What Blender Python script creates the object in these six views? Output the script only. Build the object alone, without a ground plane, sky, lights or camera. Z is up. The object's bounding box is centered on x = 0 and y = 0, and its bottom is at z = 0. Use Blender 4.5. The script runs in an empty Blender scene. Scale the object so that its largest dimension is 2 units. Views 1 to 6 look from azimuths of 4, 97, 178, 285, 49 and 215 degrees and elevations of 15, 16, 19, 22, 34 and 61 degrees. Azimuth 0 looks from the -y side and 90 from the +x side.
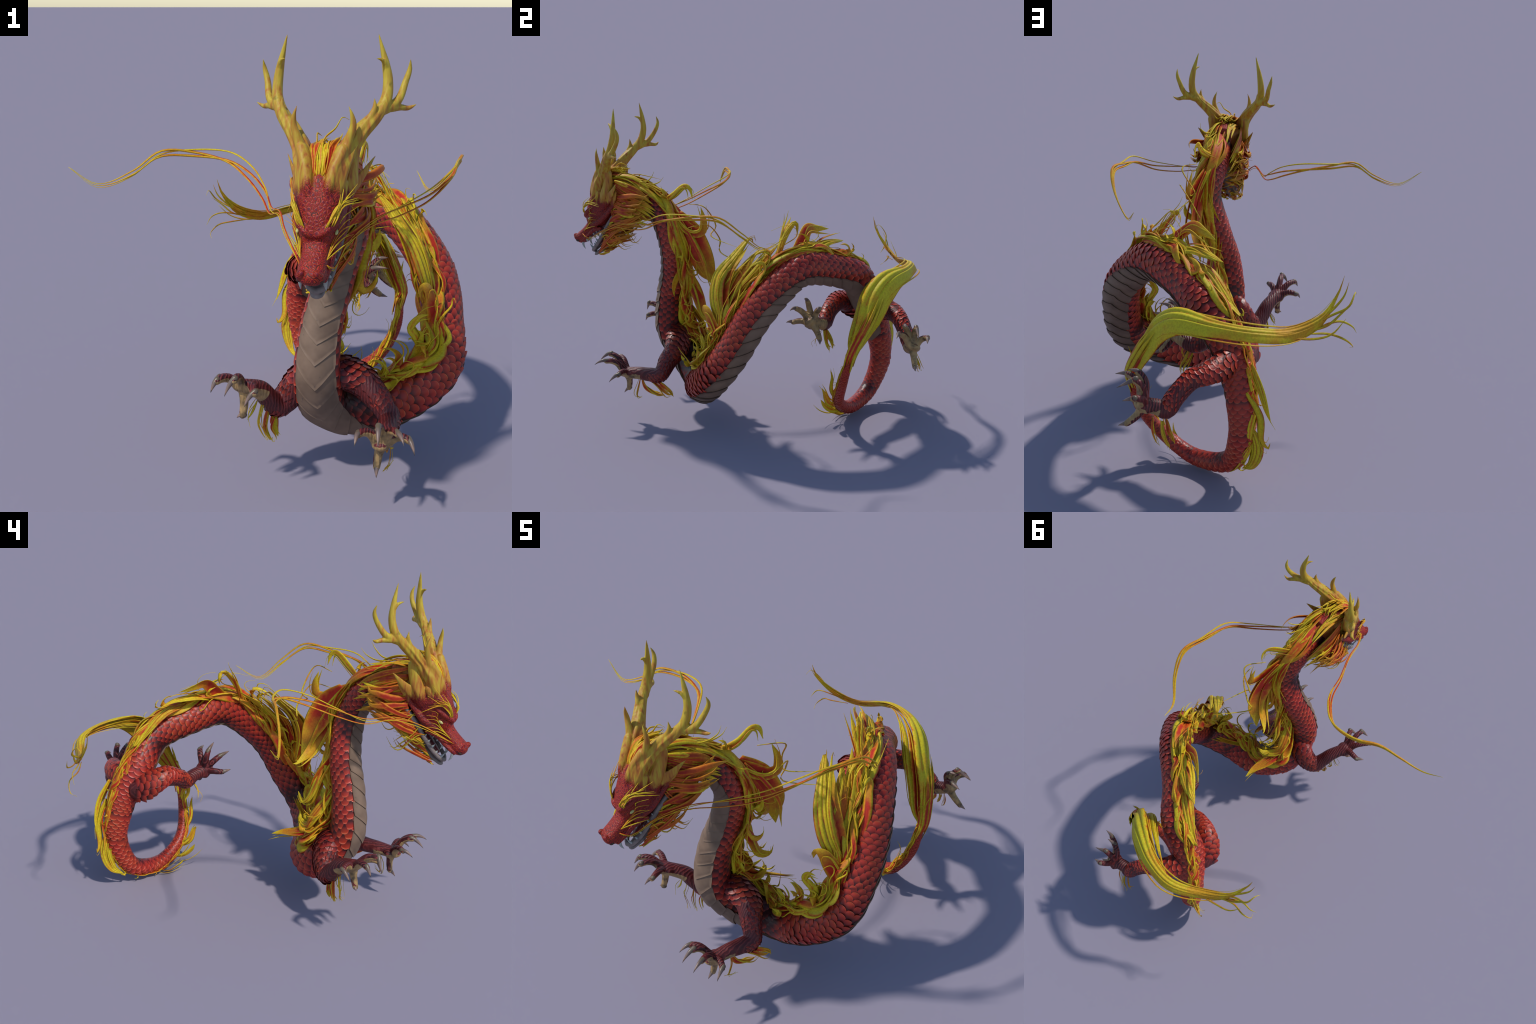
"""A long red-scaled eastern dragon with golden antlers, mane and tail tuft, leaping in an S curve."""
import bpy, math, random
import numpy as np
from mathutils import Matrix, Vector

rng = np.random.default_rng(7)
V3 = lambda *a: np.array(a, float)


def unit(v):
    v = np.asarray(v, float)
    return v / np.maximum(np.linalg.norm(v, axis=-1, keepdims=True), 1e-9)


# ------------------------------------------------------------------ curves
def spline(P, t):
    """Catmull-Rom through control rows P at parameters t in 0..len(P)-1."""
    P = np.asarray(P, float)
    if P.ndim == 1:
        P = P[:, None]
    m = len(P)
    t = np.atleast_1d(t)
    Q = np.vstack([2 * P[0] - P[1], P, 2 * P[-1] - P[-2]])
    i = np.clip(np.floor(t).astype(int), 0, m - 2)
    u = (t - i)[:, None]
    a, b, c, d = Q[i], Q[i + 1], Q[i + 2], Q[i + 3]
    return 0.5 * (2 * b + (c - a) * u + (2 * a - 5 * b + 4 * c - d) * u**2 + (3 * b - a - 3 * c + d) * u**3)


def path(P, n):
    """n points evenly spaced along the spline through P."""
    C = spline(P, np.linspace(0, len(P) - 1, 30 * len(P)))
    d = np.r_[0, np.cumsum(np.linalg.norm(np.diff(C, axis=0), axis=1))]
    s = np.linspace(0, d[-1], n)
    return np.stack([np.interp(s, d, C[:, j]) for j in range(C.shape[1])], 1)


def tangents(C):
    return unit(np.gradient(C, axis=0))


# ------------------------------------------------------------------ meshes
def make_mesh(name, v, f, mats=(), attrs=None, smooth=True, normals=None, mat_idx=None):
    me = bpy.data.meshes.new(name)
    me.from_pydata(np.asarray(v, float).tolist(), [], f if isinstance(f, list) else np.asarray(f).tolist())
    for m in mats:
        me.materials.append(m)
    if smooth:
        me.polygons.foreach_set("use_smooth", np.ones(len(me.polygons), bool))
    if mat_idx is not None:
        me.polygons.foreach_set("material_index", np.asarray(mat_idx, np.int32))
    for k, a in (attrs or {}).items():
        at = me.attributes.new(k, "FLOAT", "POINT")
        at.data.foreach_set("value", np.asarray(a, np.float32))
    me.update()
    if normals is not None:
        me.normals_split_custom_set_from_vertices(np.asarray(normals, float).tolist())
    return me


def add(name, me, parent, matrix=None, kind=None):
    ob = bpy.data.objects.new(name, me)
    bpy.context.scene.collection.objects.link(ob)
    ob.parent = parent
    if matrix is not None:
        ob.matrix_local = matrix
    if kind:
        ob["kind"] = kind
    return ob


def merge(parts):
    """parts: list of (v, f[, attrs]) -> one (v, f, attrs)"""
    vs, fs, at, n = [], [], {}, 0
    for p in parts:
        v, f = p[0], p[1]
        vs.append(np.asarray(v, float))
        fs += [[i + n for i in q] for q in (f if isinstance(f, list) else np.asarray(f).tolist())]
        for k, a in (p[2] if len(p) > 2 else {}).items():
            at.setdefault(k, []).append(np.asarray(a, float))
        n += len(v)
    return np.vstack(vs), fs, {k: np.concatenate(a) for k, a in at.items()}


def grid_faces(n, m, closed=True):
    """quads of n rings of m points"""
    f = []
    for i in range(n - 1):
        for j in range(m if closed else m - 1):
            k = (j + 1) % m
            f.append([i * m + j, i * m + k, (i + 1) * m + k, (i + 1) * m + j])
    return f


def frames(C, hint=None):
    """tangent, side, up along C; up follows hint (vector or rows) or is parallel-transported"""
    T = tangents(C)
    if hint is not None:
        H = np.broadcast_to(np.asarray(hint, float), C.shape)
        U = unit(H - (H * T).sum(1, keepdims=True) * T)
    else:
        U = np.zeros_like(C)
        u = np.cross(T[0], [0.3, 0.5, 0.8])
        for i in range(len(C)):
            u = unit(u - (u @ T[i]) * T[i])
            U[i] = u
    return T, np.cross(T, U), U


def tube(P, R, n=24, m=16, hint=None, flat=1.0):
    """closed tube with rounded ends through control points P with radii R; flat squashes along the hint"""
    C = path(P, n)
    r = spline(R, np.linspace(0, len(R) - 1, n))[:, 0]
    T, S, U = frames(C, hint)
    a = np.linspace(0, 2 * np.pi, m, endpoint=False)
    rows = []
    for e in (60, 30):
        k = math.radians(e)
        rows.append((C[0] - T[0] * r[0] * math.sin(k) * 0.9, S[0], U[0], r[0] * math.cos(k)))
    for i in range(n):
        rows.append((C[i], S[i], U[i], r[i]))
    for e in (30, 60):
        k = math.radians(e)
        rows.append((C[-1] + T[-1] * r[-1] * math.sin(k) * 0.9, S[-1], U[-1], r[-1] * math.cos(k)))
    v = np.vstack([c + rr * (np.cos(a)[:, None] * s + np.sin(a)[:, None] * u * flat) for c, s, u, rr in rows])
    f = grid_faces(len(rows), m)
    N = len(rows) * m
    v = np.vstack([v, C[0] - T[0] * r[0] * 0.95, C[-1] + T[-1] * r[-1] * 0.95])
    for j in range(m):
        k = (j + 1) % m
        f.append([k, j, N])
        f.append([N - m + j, N - m + k, N + 1])
    return v, f


def ball(c, rad, axes=None, n=12, m=16):
    c, rad = np.asarray(c, float), np.broadcast_to(np.asarray(rad, float), 3)
    A = np.eye(3) if axes is None else np.asarray(axes)
    th = np.linspace(0, np.pi, n + 1)[1:-1]
    ph = np.linspace(0, 2 * np.pi, m, endpoint=False)
    p = [[math.sin(t) * math.cos(q), math.sin(t) * math.sin(q), math.cos(t)] for t in th for q in ph]
    p += [[0, 0, 1], [0, 0, -1]]
    v = c + (np.array(p) * rad) @ A
    f = grid_faces(n - 1, m)
    N = (n - 1) * m
    for j in range(m):
        k = (j + 1) % m
        f.append([k, j, N])
        f.append([N - m + j, N - m + k, N + 1])
    return v, f


def fuse(parts, voxel, smooth=4):
    """union of closed parts as one smooth skin: voxel remesh + smoothing, applied"""
    v, f, _ = merge(parts)
    me = make_mesh("union", v, f)
    ob = bpy.data.objects.new("union", me)
    bpy.context.scene.collection.objects.link(ob)
    md = ob.modifiers.new("r", "REMESH")
    md.mode, md.voxel_size = "VOXEL", voxel
    sm = ob.modifiers.new("s", "SMOOTH")
    sm.factor, sm.iterations = 0.5, smooth
    dg = bpy.context.evaluated_depsgraph_get()
    ev = ob.evaluated_get(dg).to_mesh()
    n = len(ev.vertices)
    co = np.empty(n * 3)
    ev.vertices.foreach_get("co", co)
    fs = [list(p.vertices) for p in ev.polygons]
    ob.evaluated_get(dg).to_mesh_clear()
    bpy.data.objects.remove(ob)
    bpy.data.meshes.remove(me)
    return co.reshape(-1, 3), fs


def vertex_normals(v, f):
    N = np.zeros_like(v)
    F = np.array([q if len(q) == 4 else q + [q[-1]] for q in f])
    fn = np.cross(v[F[:, 2]] - v[F[:, 0]], v[F[:, 3]] - v[F[:, 1]])
    for j in range(4):
        np.add.at(N, F[:, j], fn)
    return unit(N)


def split_skin(v, f, labels, spec, root_parent):
    """one smooth skin -> objects by face label; border vertices coincide and normals are shared.
    spec: label -> (name, material, parent or None)"""
    N = vertex_normals(v, f)
    out = {}
    for lab, (name, mat, par) in spec.items():
        ids = [i for i, l in enumerate(labels) if l == lab]
        if not ids:
            continue
        used = sorted({k for i in ids for k in f[i]})
        mp = {k: j for j, k in enumerate(used)}
        me = make_mesh(name, v[used], [[mp[k] for k in f[i]] for i in ids], [mat], normals=N[used])
        out[lab] = add(name, me, out.get(par, par) if par is not None else root_parent)
    return out


# ------------------------------------------------------------------ materials
class Nodes:
    def __init__(self, name):
        self.m = bpy.data.materials.new(name)
        self.m.use_nodes = True
        self.t = self.m.node_tree
        self.b = self.t.nodes["Principled BSDF"]
        self.pos = self.t.nodes.new("ShaderNodeNewGeometry")
        self.tc = self.t.nodes.new("ShaderNodeTexCoord")

    def node(self, kind, **inp):
        n = self.t.nodes.new(kind)
        for k, val in inp.items():
            key = int(k[1:]) if k[0] == "_" and k[1:].isdigit() else k.replace("_", " ")
            if isinstance(val, bpy.types.NodeSocket):
                self.t.links.new(val, n.inputs[key])
            else:
                n.inputs[key].default_value = val
        return n

    def math(self, op, a, b=0.0, c=0.0, clamp=False):
        n = self.node("ShaderNodeMath", _0=a, _1=b, _2=c)
        n.operation, n.use_clamp = op, clamp
        return n.outputs[0]

    def noise(self, scale, detail=2.0, vec=None, rough=0.5):
        return self.node("ShaderNodeTexNoise", Vector=vec or self.pos.outputs["Position"], Scale=scale, Detail=detail, Roughness=rough).outputs["Fac"]

    def stretched(self, sx, sy, sz):
        n = self.node("ShaderNodeMapping", Vector=self.pos.outputs["Position"])
        n.inputs["Scale"].default_value = (sx, sy, sz)
        return n.outputs[0]

    def attr(self, name):
        n = self.t.nodes.new("ShaderNodeAttribute")
        n.attribute_name = name
        return n.outputs["Fac"]

    def ramp(self, fac, stops, mode="LINEAR"):
        n = self.node("ShaderNodeValToRGB", Fac=fac)
        e = n.color_ramp.elements
        n.color_ramp.interpolation = mode
        for i, (p, c) in enumerate(stops):
            q = e[i] if i < 2 else e.new(p)
            q.position = p
            q.color = (*c, 1) if len(c) == 3 else c
        return n.outputs["Color"]

    def mix(self, fac, a, b, mode="MIX"):
        n = self.t.nodes.new("ShaderNodeMix")
        n.data_type, n.blend_type = "RGBA", mode
        for sock, val in ((n.inputs[0], fac), (n.inputs[6], a), (n.inputs[7], b)):
            if isinstance(val, bpy.types.NodeSocket):
                self.t.links.new(val, sock)
            else:
                sock.default_value = (*val, 1) if isinstance(val, tuple) else val
        return n.outputs[2]

    def bump(self, height, strength=0.4, dist=0.003):
        n = self.node("ShaderNodeBump", Height=height, Strength=strength, Distance=dist)
        self.t.links.new(n.outputs[0], self.b.inputs["Normal"])

    def out(self, color, rough=0.5, spec=0.5, **kw):
        for key, val in {"Base Color": color, "Roughness": rough, "Specular IOR Level": spec, **kw}.items():
            if isinstance(val, bpy.types.NodeSocket):
                self.t.links.new(val, self.b.inputs[key])
            else:
                self.b.inputs[key].default_value = (*val, 1) if isinstance(val, tuple) else val
        return self.m


RED_DEEP, RED, ORANGE = (0.14, 0.010, 0.006), (0.46, 0.026, 0.012), (0.60, 0.155, 0.012)
YELLOW, OLIVE = (0.62, 0.47, 0.016), (0.42, 0.36, 0.018)


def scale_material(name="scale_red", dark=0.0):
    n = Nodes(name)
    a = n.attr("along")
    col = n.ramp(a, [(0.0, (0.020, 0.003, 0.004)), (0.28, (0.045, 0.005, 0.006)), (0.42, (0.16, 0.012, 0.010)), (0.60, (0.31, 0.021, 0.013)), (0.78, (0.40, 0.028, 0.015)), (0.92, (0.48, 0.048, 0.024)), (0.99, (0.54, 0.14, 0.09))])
    big = n.noise(9, 2)
    col = n.mix(n.ramp(big, [(0.38, (0, 0, 0)), (0.66, (1, 1, 1))]), col, n.mix(0.5, col, n.mix(1.0, col, (1.0, 1.9, 0.9), "MULTIPLY")))
    fine = n.noise(90, 3)
    col = n.mix(n.math("MULTIPLY", fine, 0.35), col, n.mix(0.5, col, (0.10, 0.010, 0.010)))
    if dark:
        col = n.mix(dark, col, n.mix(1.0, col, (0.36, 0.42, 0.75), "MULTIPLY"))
    n.bump(fine, 0.25, 0.002)
    return n.out(col, 0.40, 0.34)


def skin_material():
    n = Nodes("hide_under_scales")
    return n.out(n.ramp(n.noise(40, 3), [(0.3, (0.020, 0.004, 0.005)), (0.7, (0.08, 0.009, 0.009))]), 0.6, 0.3)


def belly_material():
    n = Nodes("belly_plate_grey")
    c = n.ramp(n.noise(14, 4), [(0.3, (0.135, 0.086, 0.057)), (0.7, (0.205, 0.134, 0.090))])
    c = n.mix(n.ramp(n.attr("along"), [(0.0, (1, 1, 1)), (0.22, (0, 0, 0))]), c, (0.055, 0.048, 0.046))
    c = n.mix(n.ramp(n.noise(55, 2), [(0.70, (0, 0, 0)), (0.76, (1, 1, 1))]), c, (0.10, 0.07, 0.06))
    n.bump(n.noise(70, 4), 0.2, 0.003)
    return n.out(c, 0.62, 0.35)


def hair_material(name, core, mid, rim, tip, lo=0.25, hi=0.8):
    n = Nodes(name)
    r = n.attr("rim")
    wob = n.math("ADD", r, n.math("MULTIPLY", n.math("SUBTRACT", n.noise(38, 3), 0.5), 0.75))
    c = n.ramp(wob, [(lo, core), ((lo + hi) / 2, mid), (hi, rim)])
    along = n.math("ADD", n.attr("along"), n.math("MULTIPLY", n.math("SUBTRACT", n.noise(16, 2), 0.5), 0.5))
    c = n.mix(n.ramp(along, [(0.45, (0, 0, 0)), (1.0, (1, 1, 1))]), c, tip)
    c = n.mix(n.ramp(n.noise(9, 2), [(0.52, (0, 0, 0)), (0.68, (0.7, 0.7, 0.7))]), c, n.mix(0.75, c, ORANGE))
    c = n.mix(n.ramp(n.noise(120, 2), [(0.35, (0.22, 0.22, 0.22)), (0.6, (0, 0, 0))]), c, RED_DEEP)
    return n.out(c, 0.55, 0.22)


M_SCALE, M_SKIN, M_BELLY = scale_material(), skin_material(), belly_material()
M_HAIR = [
    hair_material("mane_red_core", RED, ORANGE, YELLOW, YELLOW, 0.30, 1.0),
    hair_material("mane_gold", ORANGE, YELLOW, YELLOW, YELLOW, 0.05, 0.75),
    hair_material("mane_ember", YELLOW, OLIVE, RED, YELLOW, 0.15, 1.15),
]
M_BEARD = hair_material("beard_orange", (0.34, 0.022, 0.010), (0.50, 0.085, 0.010), (0.55, 0.22, 0.014), (0.52, 0.28, 0.016), 0.25, 0.95)
M_TUFT = hair_material("tail_tuft_gold", (0.56, 0.48, 0.018), (0.62, 0.46, 0.016), (0.58, 0.15, 0.014), YELLOW, 0.45, 1.25)

# ------------------------------------------------------------------ the body's spine
SPINE = np.array([
    [0.228, -0.700, 1.298], [0.261, -0.516, 1.216], [0.306, -0.424, 1.052], [0.261, -0.415, 0.857], [0.209, -0.454, 0.666],
    [0.193, -0.460, 0.470], [0.223, -0.357, 0.301], [0.368, -0.256, 0.227], [0.557, -0.219, 0.273], [0.704, -0.136, 0.383],
    [0.722, -0.024, 0.535], [0.699, 0.079, 0.707], [0.619, 0.198, 0.845], [0.522, 0.312, 0.925], [0.385, 0.454, 0.894],
    [0.274, 0.597, 0.816], [0.160, 0.655, 0.662], [0.106, 0.718, 0.480], [0.097, 0.743, 0.282], [0.149, 0.683, 0.106],
    [0.306, 0.585, 0.058], [0.468, 0.521, 0.147], [0.573, 0.544, 0.309], [0.596, 0.598, 0.502]])
RADIUS = [.054, .062, .070, .074, .080, .090, .098, .099, .095, .091, .089, .087, .085, .085, .085, .086, .084, .070, .054, .044, .036, .029, .024, .015]
DORSAL = np.array([
    [0, .3, .95], [.05, .6, .8], [.15, .95, .2], [.2, .95, 0], [.15, .97, 0], [.1, .95, .2], [-.1, .75, .65], [-.3, .1, .95],
    [-.35, -.2, .9], [-.45, -.45, .75], [-.45, -.7, .5], [-.45, -.7, .5], [-.38, -.45, .75], [-.25, -.2, .9], [-.35, .1, .9], [-.6, .25, .75],
    [-.75, .4, .5], [-.8, .55, .15], [-.75, .65, -.1], [-.65, .3, -.7], [-.55, -.3, -.75], [-.5, -.75, -.4], [-.5, -.85, 0], [-.45, -.85, .1]])
NB = 460
_t = np.linspace(0, 23, 4000)
_C = spline(SPINE, _t)
_d = np.r_[0, np.cumsum(np.linalg.norm(np.diff(_C, axis=0), axis=1))]
LENGTH = _d[-1]
_s = np.linspace(0, LENGTH, NB)
_tt = np.interp(_s, _d, _t)
BC = spline(SPINE, _tt)
BR = spline(RADIUS, _tt)[:, 0]
BT, BS, BU = frames(BC, unit(spline(DORSAL, _tt)))
s_of = lambda idx: float(np.interp(idx, _t, _d))      # arc length at a spine control index


def row(A, s):
    return np.stack([np.interp(s, _s, A[:, j]) for j in range(3)], -1)


def surf(s, th, lift=0.0):
    """point on the body at arc s, angle th from the dorsal ridge; with outward normal"""
    s = np.asarray(s, float)
    c, S, U = row(BC, s), row(BS, s), row(BU, s)
    r = np.interp(s, _s, BR)
    n = np.cos(th)[..., None] * U + np.sin(th)[..., None] * S
    return c + (r + lift)[..., None] * n, unit(n)


S_NECK, S_TAIL, S_BELLY_END = s_of(5.0), s_of(16.6), s_of(17.0)

root = bpy.data.objects.new("dragon", None)
bpy.context.scene.collection.objects.link(root)
root["label"] = "red scaled serpentine dragon with golden antlers and flowing mane"
root["category"] = "eastern dragon"

m = 40
ang = np.linspace(0, 2 * np.pi, m, endpoint=False)
bv = np.vstack([BC[i] + (BR[i] - 0.004) * (np.cos(ang)[:, None] * BU[i] + np.sin(ang)[:, None] * BS[i]) for i in range(NB)] + [BC[:1] - BT[:1] * .04, BC[-1:] + BT[-1:] * .02])
bf = grid_faces(NB, m)
for j in range(m):
    bf.append([(j + 1) % m, j, NB * m])
    bf.append([(NB - 1) * m + j, (NB - 1) * m + (j + 1) % m, NB * m + 1])
lab = []
for q in bf:
    i = q[2] // m if q[2] < NB * m else (0 if q[2] == NB * m else NB - 1)
    lab.append("neck" if _s[min(i, NB - 1)] < S_NECK else "torso" if _s[min(i, NB - 1)] < S_TAIL else "tail")
BODY = split_skin(bv, bf, lab, {k: (k, M_SKIN, None) for k in ("neck", "torso", "tail")}, root)
body_part = lambda s: BODY["neck" if s < S_NECK else "torso" if s < S_TAIL else "tail"]


# ------------------------------------------------------------------ scales
def scale_shape(nu=7, nv=7):
    """one fan-shaped scale of unit width: domed, thick-edged, rounded free end at +y, rising toward it"""
    v, al = [], []
    for i in range(nv):
        t = i / (nv - 1)
        w = 0.40 + 0.13 * math.sin(min(t, .55) / .55 * math.pi / 2)
        for j in range(nu):
            u = j / (nu - 1) * 2 - 1
            y = t * 0.98
            x = u * w
            if t > 0.5:                       # round the free end
                k = (t - 0.5) / 0.5
                y = 0.49 + 0.49 * k * math.sqrt(max(0.0, 1 - (u * 0.97) ** 2)) ** (0.75)
                x = u * w * (1 - 0.06 * k)
            z = 0.012 + 0.085 * t + 0.095 * (1 - u * u) * (0.5 + 0.5 * t) - 0.15 * (x * 2) ** 2 * 0.55
            z -= 0.05 * max(0, t - 0.75) / 0.25
            v.append((x, y, z))
            al.append(min(1.0, y / 0.98 * (0.55 + 0.45 * t) + 0.25 * max(0, abs(u) - 0.7) * t))
    f = grid_faces(nv, nu, False)
    # rim skirt down to the skin
    loop = [i * nu for i in range(nv)] + [(nv - 1) * nu + j for j in range(1, nu)] + [i * nu + nu - 1 for i in range(nv - 2, -1, -1)]
    base = len(v)
    for k in loop:
        x, y, z = v[k]
        v.append((x * 0.96, y * 0.97 - 0.005, z - 0.10))
        al.append(0.1)
    for a, b in zip(range(len(loop) - 1), range(1, len(loop))):
        f.append([loop[a], base + a, base + b, loop[b]])
    return np.array(v), f, np.array(al)


SC_V, SC_F, SC_A = scale_shape()
SC_F = [q[::-1] for q in SC_F] if np.cross(SC_V[SC_F[0][1]] - SC_V[SC_F[0][0]], SC_V[SC_F[0][2]] - SC_V[SC_F[0][0]])[2] < 0 else SC_F
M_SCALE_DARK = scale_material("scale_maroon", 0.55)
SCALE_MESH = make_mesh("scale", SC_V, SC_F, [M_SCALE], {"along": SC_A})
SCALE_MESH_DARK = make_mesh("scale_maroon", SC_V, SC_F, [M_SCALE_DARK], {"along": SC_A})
scales = []          # (size, parent, origin, X, Y, Z, sx, sy, sz)


def place_scale(p, n, tail, w, l, h, parent, dark=False):
    y = unit(tail - (tail @ n) * n)
    scales.append((w, parent, p, np.cross(y, n), y, n, w, l, h, dark))


s = s_of(0.55)
k = 0
while s < LENGTH - 0.012:
    r = float(np.interp(s, _s, BR))
    on_tail = s > S_BELLY_END
    half = math.radians(180 if on_tail else 127)
    N = (10 if s < s_of(17.8) else 8 if s < s_of(18.8) else 7) if on_tail else 8 if s < S_NECK else 9
    step = 2 * half / N
    for j in range(N + (0 if on_tail else k % 2)):
        th = -half + (j + 0.5 * (1 - k % 2) if not on_tail else j + 0.5 * (k % 2)) * step
        th += rng.normal(0, 0.006)
        p, n = surf(s + rng.normal(0, .012) * r, np.array(th), np.array(-0.004))
        w = step * r * 1.18 * rng.uniform(.96, 1.05)
        if not on_tail and abs(th) > half - 0.05:
            w *= 0.72
        place_scale(p, n, row(BT, s), w, w * 1.22 * rng.uniform(.98, 1.03), w * rng.uniform(.95, 1.15), body_part(s))
    s += (2 * math.pi / N * .46 if on_tail else 0.262) * r
    k += 1


# ------------------------------------------------------------------ belly plates
def belly_plate(s0, r):
    """keeled chevron shield across the belly, free edge and point toward the tail"""
    nu, nv = 13, 7
    v, al = [], []
    L = 1.22 * r
    half = math.radians(56)
    for i in range(nv):
        t = i / (nv - 1)
        for j in range(nu):
            u = j / (nu - 1) * 2 - 1
            th = math.pi + u * half * (0.93 + 0.07 * math.sin(math.pi * t))
            ss = s0 + L * t + 0.72 * r * (1 - abs(u)) - 0.15 * r
            lift = -0.004 + 0.135 * r * t + 0.07 * r * max(0, 1 - abs(u) * 1.6) + 0.03 * r * abs(u) ** 3 - 0.04 * r * max(0, t - .85) / .15
            p, n = surf(min(ss, LENGTH), np.array(th), np.array(lift))
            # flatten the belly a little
            v.append(p)
            al.append(t)
    f = [q[::-1] for q in grid_faces(nv, nu, False)]
    base = len(v)
    loop = [i * nu for i in range(nv)] + [(nv - 1) * nu + j for j in range(1, nu)] + [i * nu + nu - 1 for i in range(nv - 2, -1, -1)]
    for kk in loop:
        q = v[kk]
        i, j = divmod(kk, nu)
        c = row(BC, min(s0 + L * i / (nv - 1), LENGTH))
        v.append(q + unit(c - q) * 0.12 * r)
        al.append(0.05)
    for a, b in zip(range(len(loop) - 1), range(1, len(loop))):
        f.append([loop[a], loop[b], base + b, base + a])
    return np.array(v), f, np.array(al)


s = s_of(0.7)
while s < S_BELLY_END - 0.03:
    r = float(np.interp(s, _s, BR))
    v, f, al = belly_plate(s, r)
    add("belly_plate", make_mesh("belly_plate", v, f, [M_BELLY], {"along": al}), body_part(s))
    s += 0.86 * r

# ------------------------------------------------------------------ hair blades
blades = []          # (size, kind name, parent, v, f, attrs, material)


def blade(P, width, hint, name, parent, mat, thick=0.16, cup=0.0, n=18, profile=None, twist=0.0):
    """one tapering leaf-like lock: lens-shaped section with a centre crease, along the curve P"""
    C = path(P, n)
    T, S, U = frames(C, hint)
    t = np.linspace(0, 1, n)
    if profile is None:
        w = width * 0.5 * (0.35 + 0.65 * np.sin(np.pi * np.minimum(t / 0.75, 1) ** 0.8 * 0.5)) * (1 - t**2.6) ** 0.9
    else:
        w = width * 0.5 * spline(profile, t * (len(profile) - 1))[:, 0]
    w = np.maximum(w, 0.0007)
    if twist:
        a = twist * t[:, None]
        S, U = np.cos(a) * S + np.sin(a) * U, np.cos(a) * U - np.sin(a) * S
    us = np.array([-1, -.72, -.38, 0, .38, .72, 1, .5, 0, -.5])
    zt = np.array([0, .62, 1.0, .55, 1.0, .62, 0, -.55, -.75, -.55])
    rows = []
    for i in range(n):
        th = max(w[i] * thick * 2, 0.0008)
        rows.append(C[i] + S[i] * (us * w[i])[:, None] + U[i] * (zt * th + cup * w[i] * us * us)[:, None])
    v = np.vstack(rows + [C[-1:] + T[-1:] * w[-1]] + [C[:1]])
    M = len(us)
    f = grid_faces(n, M)
    for j in range(M):
        k2 = (j + 1) % M
        f.append([(n - 1) * M + j, (n - 1) * M + k2, n * M])
        f.append([k2, j, n * M + 1])
    rim = np.r_[np.tile(np.abs(us), n), 0.6, 0.6]
    along = np.r_[np.repeat(t, M), 1, 0]
    v[:, 2] = np.where(v[:, 2] < .010, .002 + .008 * np.exp((v[:, 2] - .010) / .02), v[:, 2])      # locks spread on the ground
    L = np.linalg.norm(np.diff(C, axis=0), axis=1).sum()
    blades.append((L * (width + 0.01), name, parent, v, f, {"rim": rim, "along": along}, mat))


def fan(P, width, hint, name, parent, mat, cup=0.0, pleat=0.0, folds=5, one_side=False, n=40, profile=None, thick=0.004):
    """broad ribbon with lengthwise pleats: ridges run along it and the valleys show the warmer colour"""
    C = path(P, n)
    T, S, U = frames(C, hint)
    t = np.linspace(0, 1, n)
    prof = profile or [.35, .75, 1, 1, .9, .7, .4, .03]
    w = np.maximum(width * .5 * spline(prof, t * (len(prof) - 1))[:, 0], .0008)
    us = np.linspace(-1, 1, 25)
    amp = np.clip((.35 - us) / .4, 0, 1) if one_side else np.ones_like(us)
    wave = np.abs(np.sin(us * folds * math.pi / 2 + .6))
    z = cup * us * us + pleat * amp * wave
    rim = np.clip(np.maximum(np.abs(us) ** 2 * .95, amp * (1 - wave) ** 1.5 * (1.1 if pleat else 0)), 0, 1)
    rows = []
    for i in range(n):
        e = np.minimum(thick, w[i] * .3) * (1 - us[1:-1] ** 2) ** .5
        top = C[i] + S[i] * (us * w[i])[:, None] + U[i] * (z * w[i])[:, None]
        bot = top[1:-1] - U[i] * e[:, None]
        rows.append(np.vstack([top, bot[::-1]]))
    M = 48
    v = np.vstack(rows + [C[-1:] + T[-1:] * w[-1], C[:1]])
    f = grid_faces(n, M)
    for j in range(M):
        k2 = (j + 1) % M
        f.append([(n - 1) * M + j, (n - 1) * M + k2, n * M])
        f.append([k2, j, n * M + 1])
    r1 = np.r_[rim, rim[1:-1][::-1]]
    L = np.linalg.norm(np.diff(C, axis=0), axis=1).sum()
    blades.append((L * (width + .01), name, parent, v, f, {"rim": np.r_[np.tile(r1, n), .5, .5], "along": np.r_[np.repeat(t, M), 1, 0]}, mat))


def pick(p=(0.58, 0.22, 0.2)):
    return M_HAIR[rng.choice(3, p=p)]


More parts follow.
